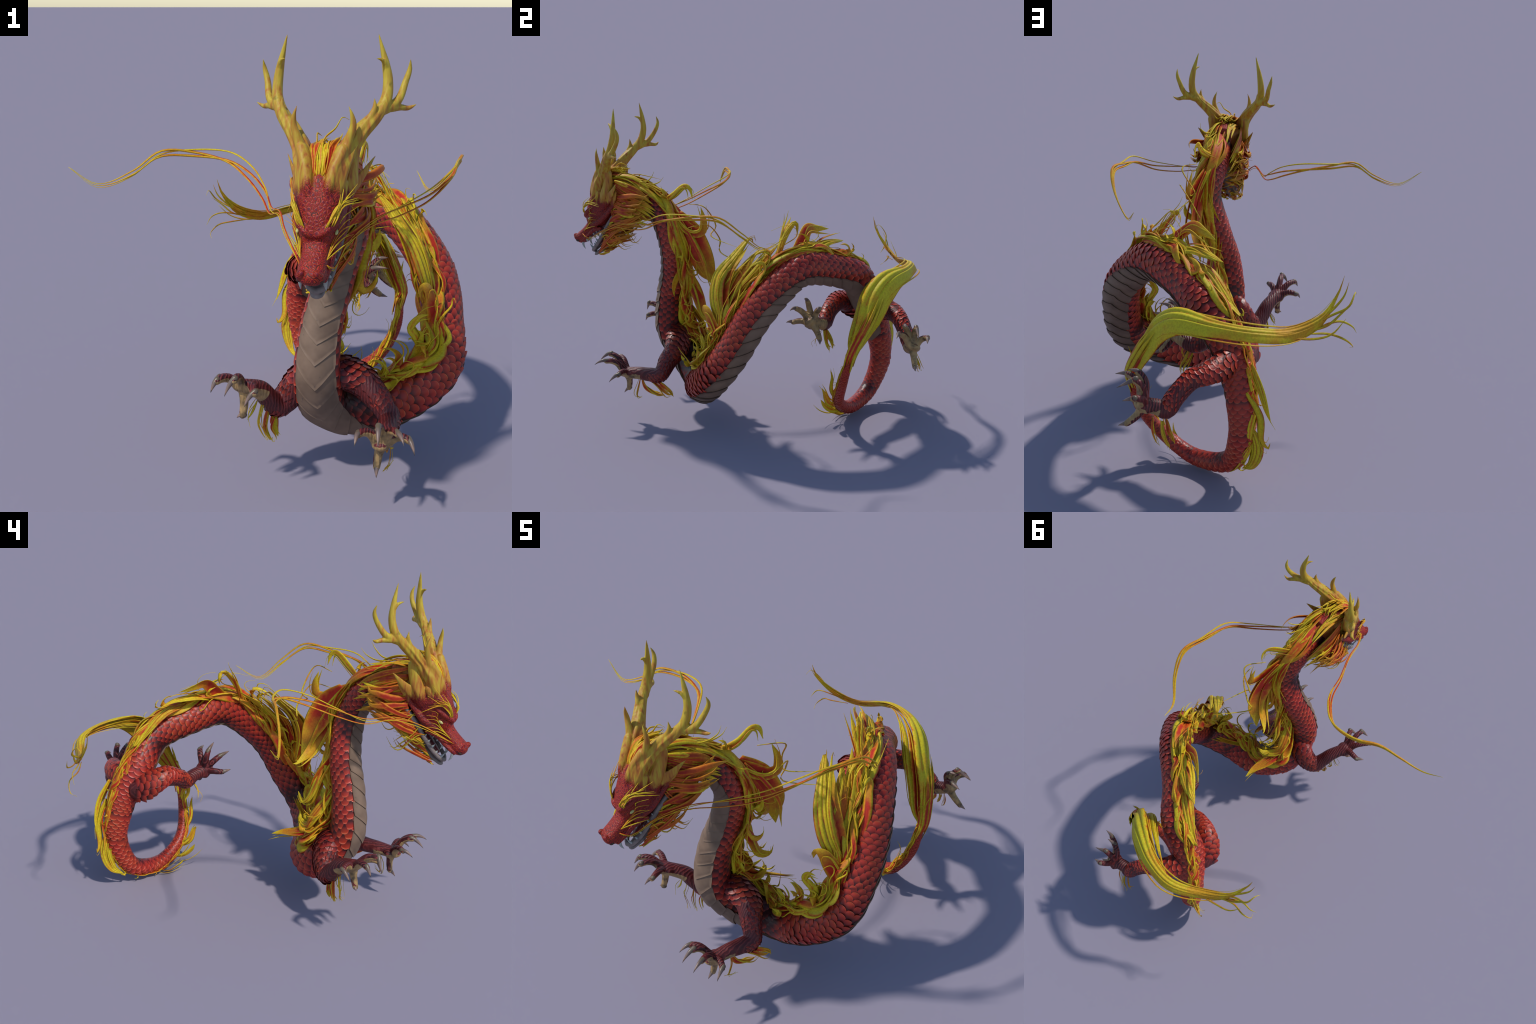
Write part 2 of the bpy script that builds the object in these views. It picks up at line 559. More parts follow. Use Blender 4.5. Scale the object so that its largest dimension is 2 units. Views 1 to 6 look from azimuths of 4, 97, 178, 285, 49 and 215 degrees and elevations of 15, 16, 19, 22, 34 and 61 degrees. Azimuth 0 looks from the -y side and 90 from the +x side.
def body_lock(s0, th0, L, width, h_mid, h_tip, drift, curl=0.0, name="mane_strand", mat=None, thick=0.14):
    """wavy lock rooted on the dorsal ridge, flowing over the body toward the tail; curl is the radius of its hooked tip"""
    t = np.linspace(0, 1, 14)
    ph = rng.uniform(0, 6)
    body = np.minimum(t, .62) if curl else t
    hook = np.clip((t - .62) / .38, 0, 1) * math.pi * rng.uniform(.8, 1.35)
    ss = s0 + L * body + curl * np.sin(hook) * 1.3
    th = th0 + drift * body + rng.uniform(.10, .30) * np.sin(body * 5 + ph) * np.minimum(1, t * 3)
    lift = -0.004 + h_mid * (np.sin(np.pi * np.minimum(t * 1.05, 1)) if not curl else np.sin(np.pi * .5 * np.minimum(t * 1.6, 1)) ** 2) + h_tip * t**3
    lift = lift + h_mid * .3 * np.sin(body * 9 + ph) * t + (curl * (1 - np.cos(hook)) if curl else 0)
    P, nrm = surf(np.minimum(ss, LENGTH), th, np.maximum(lift, -.004))
    P = P + np.maximum(0, ss - LENGTH)[:, None] * BT[-1]
    nn = 24
    hint = np.stack([np.interp(np.linspace(0, 1, nn), t, nrm[:, j]) for j in range(3)], 1)
    sd = row(BS, np.minimum(ss, LENGTH))
    sd = np.stack([np.interp(np.linspace(0, 1, nn), t, sd[:, j]) for j in range(3)], 1)
    lean = rng.uniform(-.7, .7)
    blade(P, width, unit(hint + lean * sd), name, body_part(s0), mat or pick(), thick=thick, cup=rng.uniform(-.3, .3), twist=rng.uniform(-.6, .6), n=nn)


s_start, s_end = s_of(0.12), LENGTH - 0.03
s = s_start
while s < s_end:
    idx = float(np.interp(s, _d, _t))
    fl = np.interp(idx, [0, 2, 5, 7, 9, 12, 14, 16, 19, 23], [1.0, 1.1, 1.0, .8, 1.0, 1.0, .75, .62, .55, .45])
    hi = np.interp(idx, [0, 2, 4, 6, 9, 12, 13.5, 15, 23], [.03, .05, .06, .045, .05, .05, .035, .016, .012])
    mean = np.interp(idx, [.3, 2.0, 4.5, 6], [.35, .34, .26, 0])           # on the neck the mane falls to one side
    wide = np.interp(idx, [.1, 1.6, 2.6, 11, 13, 16, 23], [.34, .22, .11, .18, .10, .09, .14])
    for q in range(5 if idx < 1.6 else 4 if idx < 12.5 else 3):
        hook = hi * rng.uniform(.45, .85) if rng.random() < (.22 if idx < 13 else .08) else 0
        body_lock(s + rng.uniform(-.025, .025), mean + rng.normal(0.0, wide), 0.31 * fl * rng.uniform(.7, 1.3), np.interp(idx, [0, 12, 14, 23], [.060, .060, .052, .045]) * fl * rng.uniform(.45, 1.2),
                  hi * rng.uniform(.25, 1.0), hi * rng.uniform(-.1, .6), rng.normal(0, wide * .9), curl=hook)
    if idx < 13 and rng.random() < .75:
        body_lock(s + rng.uniform(-.02, .02), mean + rng.normal(0, .25), 0.28 * fl * rng.uniform(.7, 1.3), 0.010 * rng.uniform(.6, 1.4),
                  hi * rng.uniform(.6, 1.5), hi * rng.uniform(0, 1.2), rng.normal(0, .35), curl=hi * rng.uniform(.3, .9), thick=.4, mat=M_HAIR[1])
    s += 0.056 * fl

# large locks with a place of their own: control points, width, facing, material
BIG = [
    ([(.27, -.46, 1.235), (.337, -.385, 1.285), (.358, -.325, 1.335), (.370, -.290, 1.325), (.372, -.275, 1.268)], .046, (.9, -.3, .1), 1),
    ([(.32, -.40, 1.19), (.372, -.29, 1.10), (.395, -.225, 1.10), (.390, -.212, 1.155), (.378, -.231, 1.227)], .058, (.9, -.3, .1), 0),
    ([(.32, -.37, 1.18), (.36, -.29, 1.06), (.375, -.225, .93), (.350, -.20, .82), (.333, -.182, .745)], .115, (.8, -.45, .2), 0),
    ([(.33, -.37, 1.12), (.355, -.30, .97), (.335, -.24, .84), (.275, -.18, .775), (.264, -.155, .766)], .075, (-.8, .2, .2), 0),
    ([(.27, -.36, .92), (.26, -.30, .75), (.24, -.26, .62), (.255, -.215, .565), (.275, -.195, .60)], .055, (-.9, .2, .2), 1),
    ([(.25, -.36, .85), (.27, -.29, .70), (.29, -.25, .58), (.31, -.20, .56), (.31, -.18, .60)], .060, (.8, .3, .2), 0),
    ([(.22, -.37, .66), (.205, -.29, .53), (.225, -.25, .46), (.29, -.205, .45), (.33, -.19, .49)], .058, (-.6, .3, .6), 1),
    ([(.22, -.33, .52), (.225, -.27, .43), (.26, -.19, .39), (.30, -.11, .36), (.315, -.05, .335)], .060, (-.5, -.2, .8), 0),
    ([(.22, -.33, .47), (.205, -.27, .43), (.215, -.245, .38), (.228, -.236, .343)], .035, (-.8, .4, .2), 1),
    # standing blades on the rising flank
    ([(.665, -.08, .62), (.635, -.125, .77), (.585, -.115, .90), (.515, -.045, .985), (.455, .020, 1.060), (.432, .045, 1.072), (.425, .055, 1.045)], .085, (.75, -.55, .3), 2),
    ([(.665, -.07, .64), (.620, -.090, .80), (.570, -.060, .92), (.515, .005, 1.00), (.500, .03, 1.03)], .095, (.8, -.45, .35), 0),
    ([(.66, -.06, .66), (.615, -.04, .84), (.555, .03, .96), (.49, .10, 1.03)], .075, (.75, -.5, .4), 0),
    ([(.68, -.09, .56), (.665, -.10, .70), (.615, -.085, .80), (.60, -.04, .90), (.56, .03, .97), (.53, .06, .99)], .030, (.8, -.4, .4), 1),
    ([(.69, -.07, .58), (.675, -.07, .72), (.64, -.03, .81), (.60, .06, .92), (.53, .15, 1.02)], .034, (.8, -.4, .4), 2),
    ([(.65, -.04, .70), (.60, .03, .87), (.53, .12, .98), (.455, .20, 1.05)], .060, (.7, -.3, .5), 1),
    ([(.685, -.09, .52), (.670, -.14, .64), (.645, -.17, .72), (.615, -.195, .735), (.600, -.195, .695)], .070, (.7, -.6, .2), 0),
    ([(.63, -.17, .42), (.60, -.20, .52), (.57, -.22, .57), (.60, -.225, .62), (.64, -.22, .63)], .050, (.3, -.8, .4), 1),
    ([(.56, -.20, .37), (.60, -.19, .45), (.62, -.20, .53), (.60, -.21, .56)], .055, (.4, -.8, .3), 2),
    ([(.42, -.24, .325), (.50, -.19, .36), (.56, -.15, .38), (.60, -.11, .43)], .050, (-.3, -.3, .9), 2),
]
BIG += [  # crest of the arch and the hind ridge
    ([(.53, .19, .97), (.475, .225, 1.08), (.436, .262, 1.142), (.408, .285, 1.150), (.400, .292, 1.115), (.415, .29, 1.085)], .045, (.9, -.2, .3), 1),
    ([(.52, .20, .98), (.46, .22, 1.09), (.410, .245, 1.150), (.390, .258, 1.180)], .040, (.6, -.3, .6), 0),
    ([(.50, .27, .99), (.42, .320, 1.050), (.350, .350, 1.108), (.290, .395, 1.095), (.233, .451, 1.077)], .058, (.7, .6, .5), 0),
    ([(.44, .35, .99), (.34, .42, 1.025), (.265, .485, 1.022), (.195, .530, 1.002)], .075, (-.4, .4, .8), 1),
    ([(.34, .45, .98), (.25, .53, .96), (.175, .60, .87), (.12, .645, .78)], .060, (-.6, .4, .6), 2),
    ([(.25, .56, .90), (.16, .63, .80), (.085, .69, .68), (.055, .73, .58)], .050, (-.7, .6, .4), 0),
    ([(.06, .76, .62), (.02, .80, .52), (-.01, .81, .42), (-.03, .80, .36)], .045, (.5, .8, .1), 1),
    ([(.08, .79, .50), (.02, .81, .40), (.01, .80, .28), (-.02, .80, .235), (-.03, .80, .26)], .050, (.5, .8, .1), 2),
    ([(.06, .78, .33), (.03, .78, .22), (.05, .75, .12), (.09, .70, .07)], .060, (.5, .8, .1), 2),
    # tufts standing off the rising tail
    ([(.28, .57, .03), (.31, .53, .01), (.35, .485, .035), (.37, .46, .06)], .040, (-.6, .2, -.6), 2),
    ([(.38, .53, .07), (.40, .48, .07), (.42, .44, .10), (.425, .415, .14)], .045, (-.7, 0, -.6), 1),
    ([(.44, .50, .11), (.46, .46, .14), (.475, .44, .20), (.47, .425, .23)], .040, (-.8, 0, -.3), 1),
    ([(.50, .50, .18), (.53, .48, .25), (.55, .485, .33), (.545, .475, .37)], .030, (-.8, -.5, 0), 2),
]
for P, w, h, mi in BIG:
    P = np.array(P)
    j = int(np.argmin(np.linalg.norm(BC - P[0], axis=1)))
    if w > .055:
        fan(P, w * 1.15, h, "mane_strand", body_part(_s[j]), M_HAIR[mi], cup=rng.choice([-.3, .3]), pleat=.0 if mi == 0 else .16, folds=4, n=30)
    else:
        blade(P, w, h, "mane_strand", body_part(_s[j]), M_HAIR[mi], thick=.10, cup=rng.uniform(-.2, .2), n=26)
    for q in range(2):      # thinner companions on either side of each large lock
        off = rng.normal(0, .012, 3)
        Q = P + off + np.linspace(0, 1, len(P))[:, None] * rng.normal(0, .018, 3)
        blade(Q, w * rng.uniform(.15, .4), h, "mane_strand", body_part(_s[j]), pick((.3, .4, .3)), thick=.2, n=22)
THIN = [
    [(.36, -.30, 1.24), (.43, -.20, 1.237), (.36, -.155, 1.12), (.40, -.175, 1.07), (.485, -.02, 1.033)],
    [(.45, -.29, 1.13), (.43, -.19, 1.142), (.36, -.136, 1.045), (.345, -.136, .965), (.51, .02, .945)],
]
for P in THIN:
    blade(P, .011, (0, 0, 1), "mane_strand", BODY["neck"], M_HAIR[2], thick=.4, n=30)

# ------------------------------------------------------------------ tail tuft
TUFT = np.array([(.590, .585, .47), (.575, .625, .54), (.535, .685, .66), (.475, .735, .775), (.384, .803, .841), (.229, .890, .848), (.056, .920, .835), (-.102, .850, .806), (-.230, .785, .845), (-.300, .715, .935), (-.325, .694, 1.013)])
TN = np.array([(.85, .3, .15), (.88, .3, .2), (.85, .3, .35), (.7, .35, .55), (.4, .5, .75), (.1, .6, .8), (-.1, .6, .8), (-.3, .6, .65), (-.5, .6, .5), (-.6, .6, .3), (-.6, .6, .2)])
tn = unit(np.stack([np.interp(np.linspace(0, 1, 44), np.linspace(0, 1, len(TN)), TN[:, j]) for j in range(3)], 1))
fan(TUFT, .155, tn, "tail_tuft_strand", BODY["tail"], M_TUFT, cup=-.38, pleat=.16, folds=4, one_side=True, n=44, profile=[.30, .66, 1.0, 1.0, .74, .52, .47, .44, .36, .16, .01])
side = unit(np.cross(tangents(TUFT), TN))
away = V3(-.58, -.80, .05)          # loose locks bow out on the inner side of the broad one
for o, so, w, L, mi in ((.035, .0, .050, .95, 0), (.060, .0, .046, .66, 2), (.080, -.01, .040, .62, 0), (.098, .0, .030, .58, 1), (.115, .01, .012, .92, 1), (.03, -.035, .036, .60, 2), (.0, -.055, .012, .97, 1), (.0, .055, .010, .92, 1)):
    t = np.linspace(0, 1, len(TUFT))[:, None]
    bow = np.sin(np.pi * np.minimum(t / .62, 1)) ** .8
    Q = TUFT + away * o * bow + side * so * np.sin(np.pi * np.minimum(t * 1.1, 1)) - TN * .012 * bow + rng.normal(0, .003, TUFT.shape) * t - TN * .006
    Q = path(Q[: max(4, int(len(Q) * L))], 11)
    h = unit(np.stack([np.interp(np.linspace(0, L, 34), np.linspace(0, 1, len(TN)), TN[:, j]) for j in range(3)], 1) + rng.normal(0, .25, 3))
    blade(Q, w, h, "tail_tuft_strand", BODY["tail"], [M_TUFT, M_HAIR[1], M_HAIR[0]][mi], thick=.13, cup=-.2, n=34)
for Q in ([(-.20, .79, .82), (-.28, .745, .88), (-.325, .72, .93), (-.345, .70, .985)], [(-.15, .82, .80), (-.25, .79, .82), (-.31, .775, .87), (-.36, .75, .91)], [(-.05, .86, .80), (-.18, .84, .78), (-.27, .83, .80), (-.33, .80, .86)], [(-.18, .80, .82), (-.27, .77, .86), (-.34, .77, .90), (-.37, .73, .95), (-.38, .70, .93)], [(-.16, .81, .79), (-.26, .78, .78), (-.33, .79, .76), (-.37, .77, .72), (-.36, .74, .70)], [(-.2, .80, .81), (-.30, .76, .83), (-.36, .76, .81), (-.385, .74, .77)]):
    blade(Q, .014, (0, .7, .7), "tail_tuft_strand", BODY["tail"], M_HAIR[2], thick=.3)
for k in range(10):       # short locks wrapping the tail tip under the tuft
    a = k / 10 * 2 * math.pi
    o = np.array([math.cos(a), math.sin(a), 0]) * .017
    Q = [SPINE[22] + o * 1.5 + (SPINE[23] - SPINE[22]) * rng.uniform(.3, .8)]
    Q += [SPINE[23] + o * 1.7, TUFT[2] + o * 2.2 - TN[2] * .01, TUFT[3] + o * 2.4 - TN[3] * .02]
    blade(Q, .030, unit(o), "tail_tuft_strand", BODY["tail"], pick((.35, .35, .3)), thick=.18)

# ------------------------------------------------------------------ head frame
HO = V3(.21, -.75, 1.25)
HX = unit(V3(.979, -.204, .0135))
HY = V3(-.204, -.979, 0)
HY = unit(HY - HX * (HY @ HX))
HZ = np.cross(HX, HY)
HZ *= np.sign(HZ[2])
HM = np.stack([HX, HY, HZ])


def H(p):
    """head coordinates (across, forward, up) -> world"""
    return HO + np.asarray(p, float) @ HM


def toH(p):
    return (np.asarray(p) - HO) @ HM.T


def both(p):
    p = np.asarray(p, float)
    return p, p * np.array([-1, 1, 1])


# skull and upper jaw: stations (top fwd/up, bottom fwd/up, half width, squareness)
SKULL = np.array([
    [-.13, .115, -.15, .00, .045], [-.08, .125, -.12, -.03, .060], [-.02, .120, -.065, -.055, .072], [.07, .085, -.01, -.095, .082],
    [.125, .025, .03, -.145, .086], [.152, -.030, .055, -.172, .077], [.170, -.080, .080, -.180, .064], [.178, -.125, .104, -.190, .052],
    [.172, -.150, .125, -.207, .046], [.193, -.180, .143, -.226, .046], [.222, -.207, .165, -.250, .046], [.243, -.226, .184, -.272, .048], [.256, -.245, .205, -.282, .040], [.254, -.265, .225, -.284, .026]])


def skull_loft(n=60, m=36):
    K = spline(SKULL, np.linspace(0, len(SKULL) - 1, n))
    a = np.linspace(0, 2 * np.pi, m, endpoint=False)
    v = []
    for bt, ct, bb, cb, hw in K:
        c = np.array([(bt + bb) / 2, (ct + cb) / 2])
        ax = np.array([bt - bb, ct - cb]) / 2
        ca, sa = np.cos(a), np.sin(a)
        x = hw * np.sign(ca) * np.abs(ca) ** .8
        y = np.sign(sa) * np.abs(sa) ** .85
        v.append(np.stack([x, c[0] + ax[0] * y, c[1] + ax[1] * y], 1))
    e0, e1 = v[0].mean(0), v[-1].mean(0) + np.array([0, .004, -.004])
    v = np.vstack(v + [e0[None], e1[None]])
    f = grid_faces(n, m)
    N = n * m
    for j in range(m):
        f.append([(j + 1) % m, j, N])
        f.append([N - m + j, N - m + (j + 1) % m, N + 1])
    return v, f


parts = [skull_loft()]
ANTLER, EAR = [], []        # skeletons (points, radii) in head coordinates, on the +x side
ANTLER.append(([(.040, .095, -.030), (.046, .085, .030), (.058, .060, .085), (.080, .018, .140), (.115, -.012, .190), (.160, -.050, .240), (.187, -.085, .290), (.190, -.104, .350), (.181, -.106, .408), (.168, -.104, .460), (.155, -.101, .510)], [.030, .036, .036, .033, .029, .025, .021, .0185, .015, .009, .001]))
ANTLER.append(([(.060, .055, .10), (.085, .045, .175), (.099, .043, .215), (.097, .048, .250), (.086, .052, .282)], [.024, .018, .014, .009, .001]))
ANTLER.append(([(.132, -.02, .205), (.150, -.030, .245), (.158, -.033, .268), (.157, -.031, .302)], [.018, .014, .009, .001]))
ANTLER.append(([(.172, -.07, .255), (.205, -.100, .270), (.228, -.125, .295), (.242, -.156, .345), (.254, -.165, .385), (.258, -.153, .423)], [.02, .017, .014, .012, .009, .001]))
ANTLER.append(([(.205, -.095, .262), (.232, -.125, .262), (.255, -.146, .258), (.284, -.153, .271)], [.014, .011, .008, .001]))
ANTLER.append(([(.183, -.10, .400), (.177, -.090, .415), (.168, -.077, .424), (.154, -.064, .427)], [.011, .008, .005, .001]))
ANTLER.append(([(.062, .035, -.045), (.078, .020, .010), (.085, -.005, .080), (.095, -.02, .14)], [.030, .032, .028, .02]))    # swollen root, outer side
ANTLER.append(([(.030, .125, -.015), (.036, .112, .030), (.048, .085, .090), (.068, .060, .145)], [.016, .020, .022, .018]))   # front ridge of the root
EAR.append(([(.070, .020, -.030), (.100, -.015, .010), (.128, -.055, .055), (.158, -.095, .106)], [.022, .022, .013, .001]))
EAR.append(([(.078, -.02, -.02), (.098, -.045, .010), (.118, -.068, .045)], [.022, .018, .008]))
for P, R in ANTLER:
    for Q in both(P):
        parts.append(tube(Q, R, n=5 * len(P), m=14))
for P, R in EAR:
    for Q in both(P):
        parts.append(tube(Q, R, n=20, m=14, hint=V3(np.sign(Q[0][0]) * .75, .55, -.2), flat=.42))
FACE = [
    ([(.010, .172, -.128), (.034, .171, -.114), (.060, .146, -.088), (.074, .100, -.055)], [.011, .014, .014, .011]),   # brow ridge
    ([(.026, .150, -.172), (.058, .112, -.160), (.074, .055, -.125), (.074, .010, -.080), (.076, -.03, -.035)], [.014, .017, .018, .016, .014]),   # cheek bone
    ([(.026, .250, -.236), (.033, .238, -.250), (.030, .222, -.262)], [.013, .015, .012]),                              # nostril wing
    ([(.042, .206, -.268), (.048, .165, -.236), (.054, .120, -.195), (.062, .070, -.178)], [.009, .011, .012, .010]),     # upper lip
    ([(.050, .10, -.04), (.066, .075, -.01), (.07, .06, .03)], [.02, .02, .02]),
]
for P, R in FACE:
    for Q in both(P):
        parts.append(tube(Q, R, n=18, m=12))
hv, hf = fuse(parts, 0.0027, 4)

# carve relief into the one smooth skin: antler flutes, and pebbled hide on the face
hn = vertex_normals(hv, hf)


def seg_dist(p, P, R):
    """distance to a skeleton curve minus its radius"""
    C = path(P, 40)
    r = spline(R, np.linspace(0, len(R) - 1, 40))[:, 0]
    d = np.full(len(p), 9.0)
    for c, q in zip(C, r):
        d = np.minimum(d, np.linalg.norm(p - c, axis=1) - q)
    return d


ab = hv * np.array([1, 1, 1.0])
ab[:, 0] = np.abs(ab[:, 0])
d_ant = np.min([seg_dist(ab, P, R) for P, R in ANTLER], axis=0)
d_ear = np.min([seg_dist(ab, P, R) for P, R in EAR], axis=0)
az = np.arctan2(ab[:, 1] - np.interp(ab[:, 2], [-.03, .14, .25, .5], [.07, .02, -.06, -.10]), ab[:, 0] - np.interp(ab[:, 2], [-.03, .09, .19, .29, .5], [.055, .06, .115, .187, .155]))
flute = np.sin(az * 7 + 9 * np.sin(ab[:, 2] * 14) * .25 + ab[:, 2] * 6)
amt = np.clip((.30 - ab[:, 2]) / .15, .15, 1) * np.clip(1 - d_ant / .012, 0, 1) * np.clip((ab[:, 2] + .03) / .05, 0, 1)
hv = hv + hn * (flute * .0026 * amt)[:, None]
fc = np.array([ab[q].mean(0) for q in hf])
fa = np.array([d_ant[q].mean() for q in hf])
fe = np.array([d_ear[q].mean() for q in hf])
hlab = []
front_line = .012 + .35 * np.maximum(0, .10 - fc[:, 1])
for i in range(len(hf)):
    sgn = hv[hf[i][0], 0] > 0
    if fe[i] < .010 and fc[i, 0] > .088 and fc[i, 2] < .13 and fe[i] < fa[i]:
        hlab.append("ear_a" if sgn else "ear_b")
    elif fa[i] < .008 and fc[i, 2] > .02 and fc[i, 0] > .018:
        hlab.append("antler_a" if sgn else "antler_b")
    else:
        hlab.append("head")


def head_material():
    n = Nodes("head_hide")
    P = n.tc.outputs["Object"]
    dot = lambda axis, off: n.math("SUBTRACT", n.node("ShaderNodeVectorMath", _0=P, _1=tuple(axis)).outputs["Value"], off)

    def coord(axis):
        vm = n.t.nodes.new("ShaderNodeVectorMath")
        vm.operation = "DOT_PRODUCT"
        n.t.links.new(P, vm.inputs[0])
        vm.inputs[1].default_value = tuple(axis)
        return n.math("SUBTRACT", vm.outputs["Value"], float(HO @ axis))
    fwd, up, acr = coord(HY), coord(HZ), coord(HX)
    # pebbled hide
    vor = n.node("ShaderNodeTexVoronoi", Vector=P, Scale=75.0)
    edge = n.t.nodes.new("ShaderNodeTexVoronoi")
    edge.feature = "DISTANCE_TO_EDGE"
    n.t.links.new(P, edge.inputs["Vector"])
    edge.inputs["Scale"].default_value = 75.0
    peb = n.ramp(edge.outputs["Distance"], [(0.0, (.016, .003, .003)), (.03, (.05, .006, .005)), (.075, (.52, .060, .012)), (.15, (.40, .020, .014)), (.26, (.15, .006, .018)), (.42, (.075, .004, .014))])
    peb = n.mix(n.math("MULTIPLY", n.noise(30, 2), .30), peb, (.36, .020, .013))
    # smooth cheek, darker red
    side = n.math("ABSOLUTE", acr)
    smooth_mask = n.ramp(n.math("ADD", side, n.math("MULTIPLY", n.noise(40, 2), .02)), [(.060, (0, 0, 0)), (.085, (1, 1, 1))])
    red = n.mix(n.math("MULTIPLY", smooth_mask, .45), peb, n.ramp(n.noise(60, 4), [(.35, (.11, .010, .012)), (.65, (.26, .030, .018))]))
    # horn colour, running down into the brow in streaks
    st = n.node("ShaderNodeMapping", Vector=P)
    st.inputs["Scale"].default_value = (70, 70, 9)
    streak = n.noise(1.0, 3, st.outputs[0])
    horn = n.ramp(n.math("ADD", n.math("MULTIPLY", streak, .80), n.math("MULTIPLY", up, .42)), [(.20, (.09, .07, .010)), (.31, (.36, .11, .020)), (.42, (.42, .20, .024)), (.54, (.44, .29, .028)), (.66, (.50, .37, .034)), (.9, (.44, .31, .034))])
    horn = n.mix(n.ramp(n.noise(22, 3), [(.66, (0, 0, 0)), (.74, (.6, .6, .6))]), horn, (.13, .12, .012))
    level = n.math("ADD", n.math("ADD", up, n.math("MULTIPLY", n.math("SUBTRACT", streak, .5), .11)), n.math("MULTIPLY", side, .35))
    level = n.math("SUBTRACT", level, n.math("MULTIPLY", fwd, .22))
    mid = n.ramp(side, [(.006, (0, 0, 0)), (.028, (1, 1, 1))])
    mask = n.math("MULTIPLY", n.ramp(level, [(-.0, (0, 0, 0)), (.045, (1, 1, 1))]), mid)
    red = n.mix(1.0, red, (.80, .72, .82), "MULTIPLY")
    col = n.mix(mask, red, horn)
    back = n.ramp(fwd, [(0.0, (1, 1, 1)), (.05, (0, 0, 0))])
    back = n.math("MULTIPLY", back, n.ramp(side, [(.03, (1, 1, 1)), (.075, (0, 0, 0))]))
    col = n.mix(back, col, (.30, .028, .020))
    nost = n.node("ShaderNodeVectorMath", _0=P)
    hgt = n.math("MULTIPLY", n.math("MINIMUM", edge.outputs["Distance"], .25), n.math("SUBTRACT", 1.0, mask))
    hgt = n.math("ADD", hgt, n.math("MULTIPLY", n.math("MULTIPLY", streak, mask), .5))
    n.bump(hgt, .8, .006)
    return n.out(col, .52, .3)


M_HEAD = head_material()
hw = H(hv)
HEADS = split_skin(hw, hf, hlab, {"head": ("head", M_HEAD, None), "antler_a": ("antler", M_HEAD, "head"), "antler_b": ("antler", M_HEAD, "head"), "ear_a": ("ear", M_HEAD, "head"), "ear_b": ("ear", M_HEAD, "head")}, root)
head = HEADS["head"]


def plain(name, color, rough=.5, var=.25, scale=60, **kw):
    n = Nodes(name)
    dark = tuple(c * (1 - var) for c in color)
    n.bump(n.noise(scale * 2, 3), .25, .002)
    return n.out(n.ramp(n.noise(scale, 3), [(.3, dark), (.7, color)]), rough, **kw)


# eyes and nostrils
M_EYE = plain("eye_pale_gold", (.50, .47, .16), .25, .15)
M_PUPIL = plain("nostril_dark", (.05, .025, .012), .6)
for sx in (1, -1):
    v, f = ball((sx * .0655, .132, -.122), (.006, .013, .0065), axes=[(1, 0, 0), (0, .88, -.47), (0, .47, .88)])
    add("eye", make_mesh("eye", H(v), f, [M_EYE]), head)
    v, f = ball((sx * .0385, .232, -.262), (.009, .011, .009))
    add("nostril", make_mesh("nostril", H(v), f, [M_PUPIL]), head)

# lower jaw: two bars meeting in a scooped chin
M_JAW = plain("jaw_grey_hide", (.235, .185, .165), .55, .4, 40)
M_MOUTH = plain("mouth_lining", (.20, .03, .03), .4, .5, 30)
jaw = []
for sx in (1, -1):
    jaw.append(tube([(sx * .078, -.075, -.045), (sx * .074, -.035, -.085), (sx * .066, .010, -.140), (sx * .055, .060, -.215), (sx * .045, .105, -.275), (sx * .028, .140, -.312), (0, .152, -.325)], [.012, .012, .0125, .012, .011, .0105, .011], n=40, m=12))
jaw.append(tube([(0, -.08, -.115), (0, -.03, -.165), (0, .03, -.235), (0, .085, -.305), (0, .128, -.338)], [.060, .058, .050, .040, .026], n=30, m=20, hint=V3(0, .75, .66), flat=.42))
jv, jf = fuse(jaw, .0035, 4)
jaw_ob = add("lower_jaw", make_mesh("lower_jaw", H(jv), jf, [M_JAW]), head)
v, f = tube([(0, -.06, -.105), (0, .0, -.165), (0, .06, -.225), (0, .115, -.285)], [.035, .034, .028, .016], n=24, m=16, hint=V3(0, .75, .66), flat=.45)
add("tongue", make_mesh("tongue", H(v), f, [M_MOUTH]), jaw_ob)
v, f = tube([(0, -.02, -.12), (0, .05, -.165), (0, .12, -.205), (0, .185, -.255)], [.05, .05, .042, .034], n=24, m=16, hint=V3(0, .75, .66), flat=.35)
add("palate", make_mesh("palate", H(v), f, [M_MOUTH]), head)
M_TOOTH = plain("tooth_ivory", (.40, .42, .38), .35, .3)
UP = np.array([(.043, .198, -.272), (.046, .170, -.247), (.048, .150, -.230), (.050, .125, -.205), (.052, .105, -.192), (.055, .085, -.184)])
LO = np.array([(.030, .140, -.305), (.042, .118, -.282), (.047, .098, -.258), (.052, .078, -.233), (.056, .060, -.208), (.060, .040, -.178)])
for sx in (1, -1):
    for i, p in enumerate(UP):
        L = (.042, .022, .034, .020, .018, .014)[i]
        q = p * np.array([sx, 1, 1])
        tip = q + np.array([sx * .002, -.020, -.9]) * L * np.array([1, .5, 1]) + np.array([0, -.35 * L, 0])
        v, f = tube([q, (q + tip) / 2 + np.array([0, .08 * L, 0]), tip], [.0075, .005, .0006], n=10, m=8)
        add("tooth", make_mesh("tooth", H(v), f, [M_TOOTH]), head)
    for i, p in enumerate(LO):
        L = (.034, .016, .024, .018, .018, .014)[i]
        q = p * np.array([sx, 1, 1])
        tip = q + np.array([0, .6, .75]) * L
        v, f = tube([q, (q + tip) / 2 + np.array([0, .05 * L, 0]), tip], [.007, .0045, .0006], n=10, m=8)
        add("tooth", make_mesh("tooth", H(v), f, [M_TOOTH]), jaw_ob)

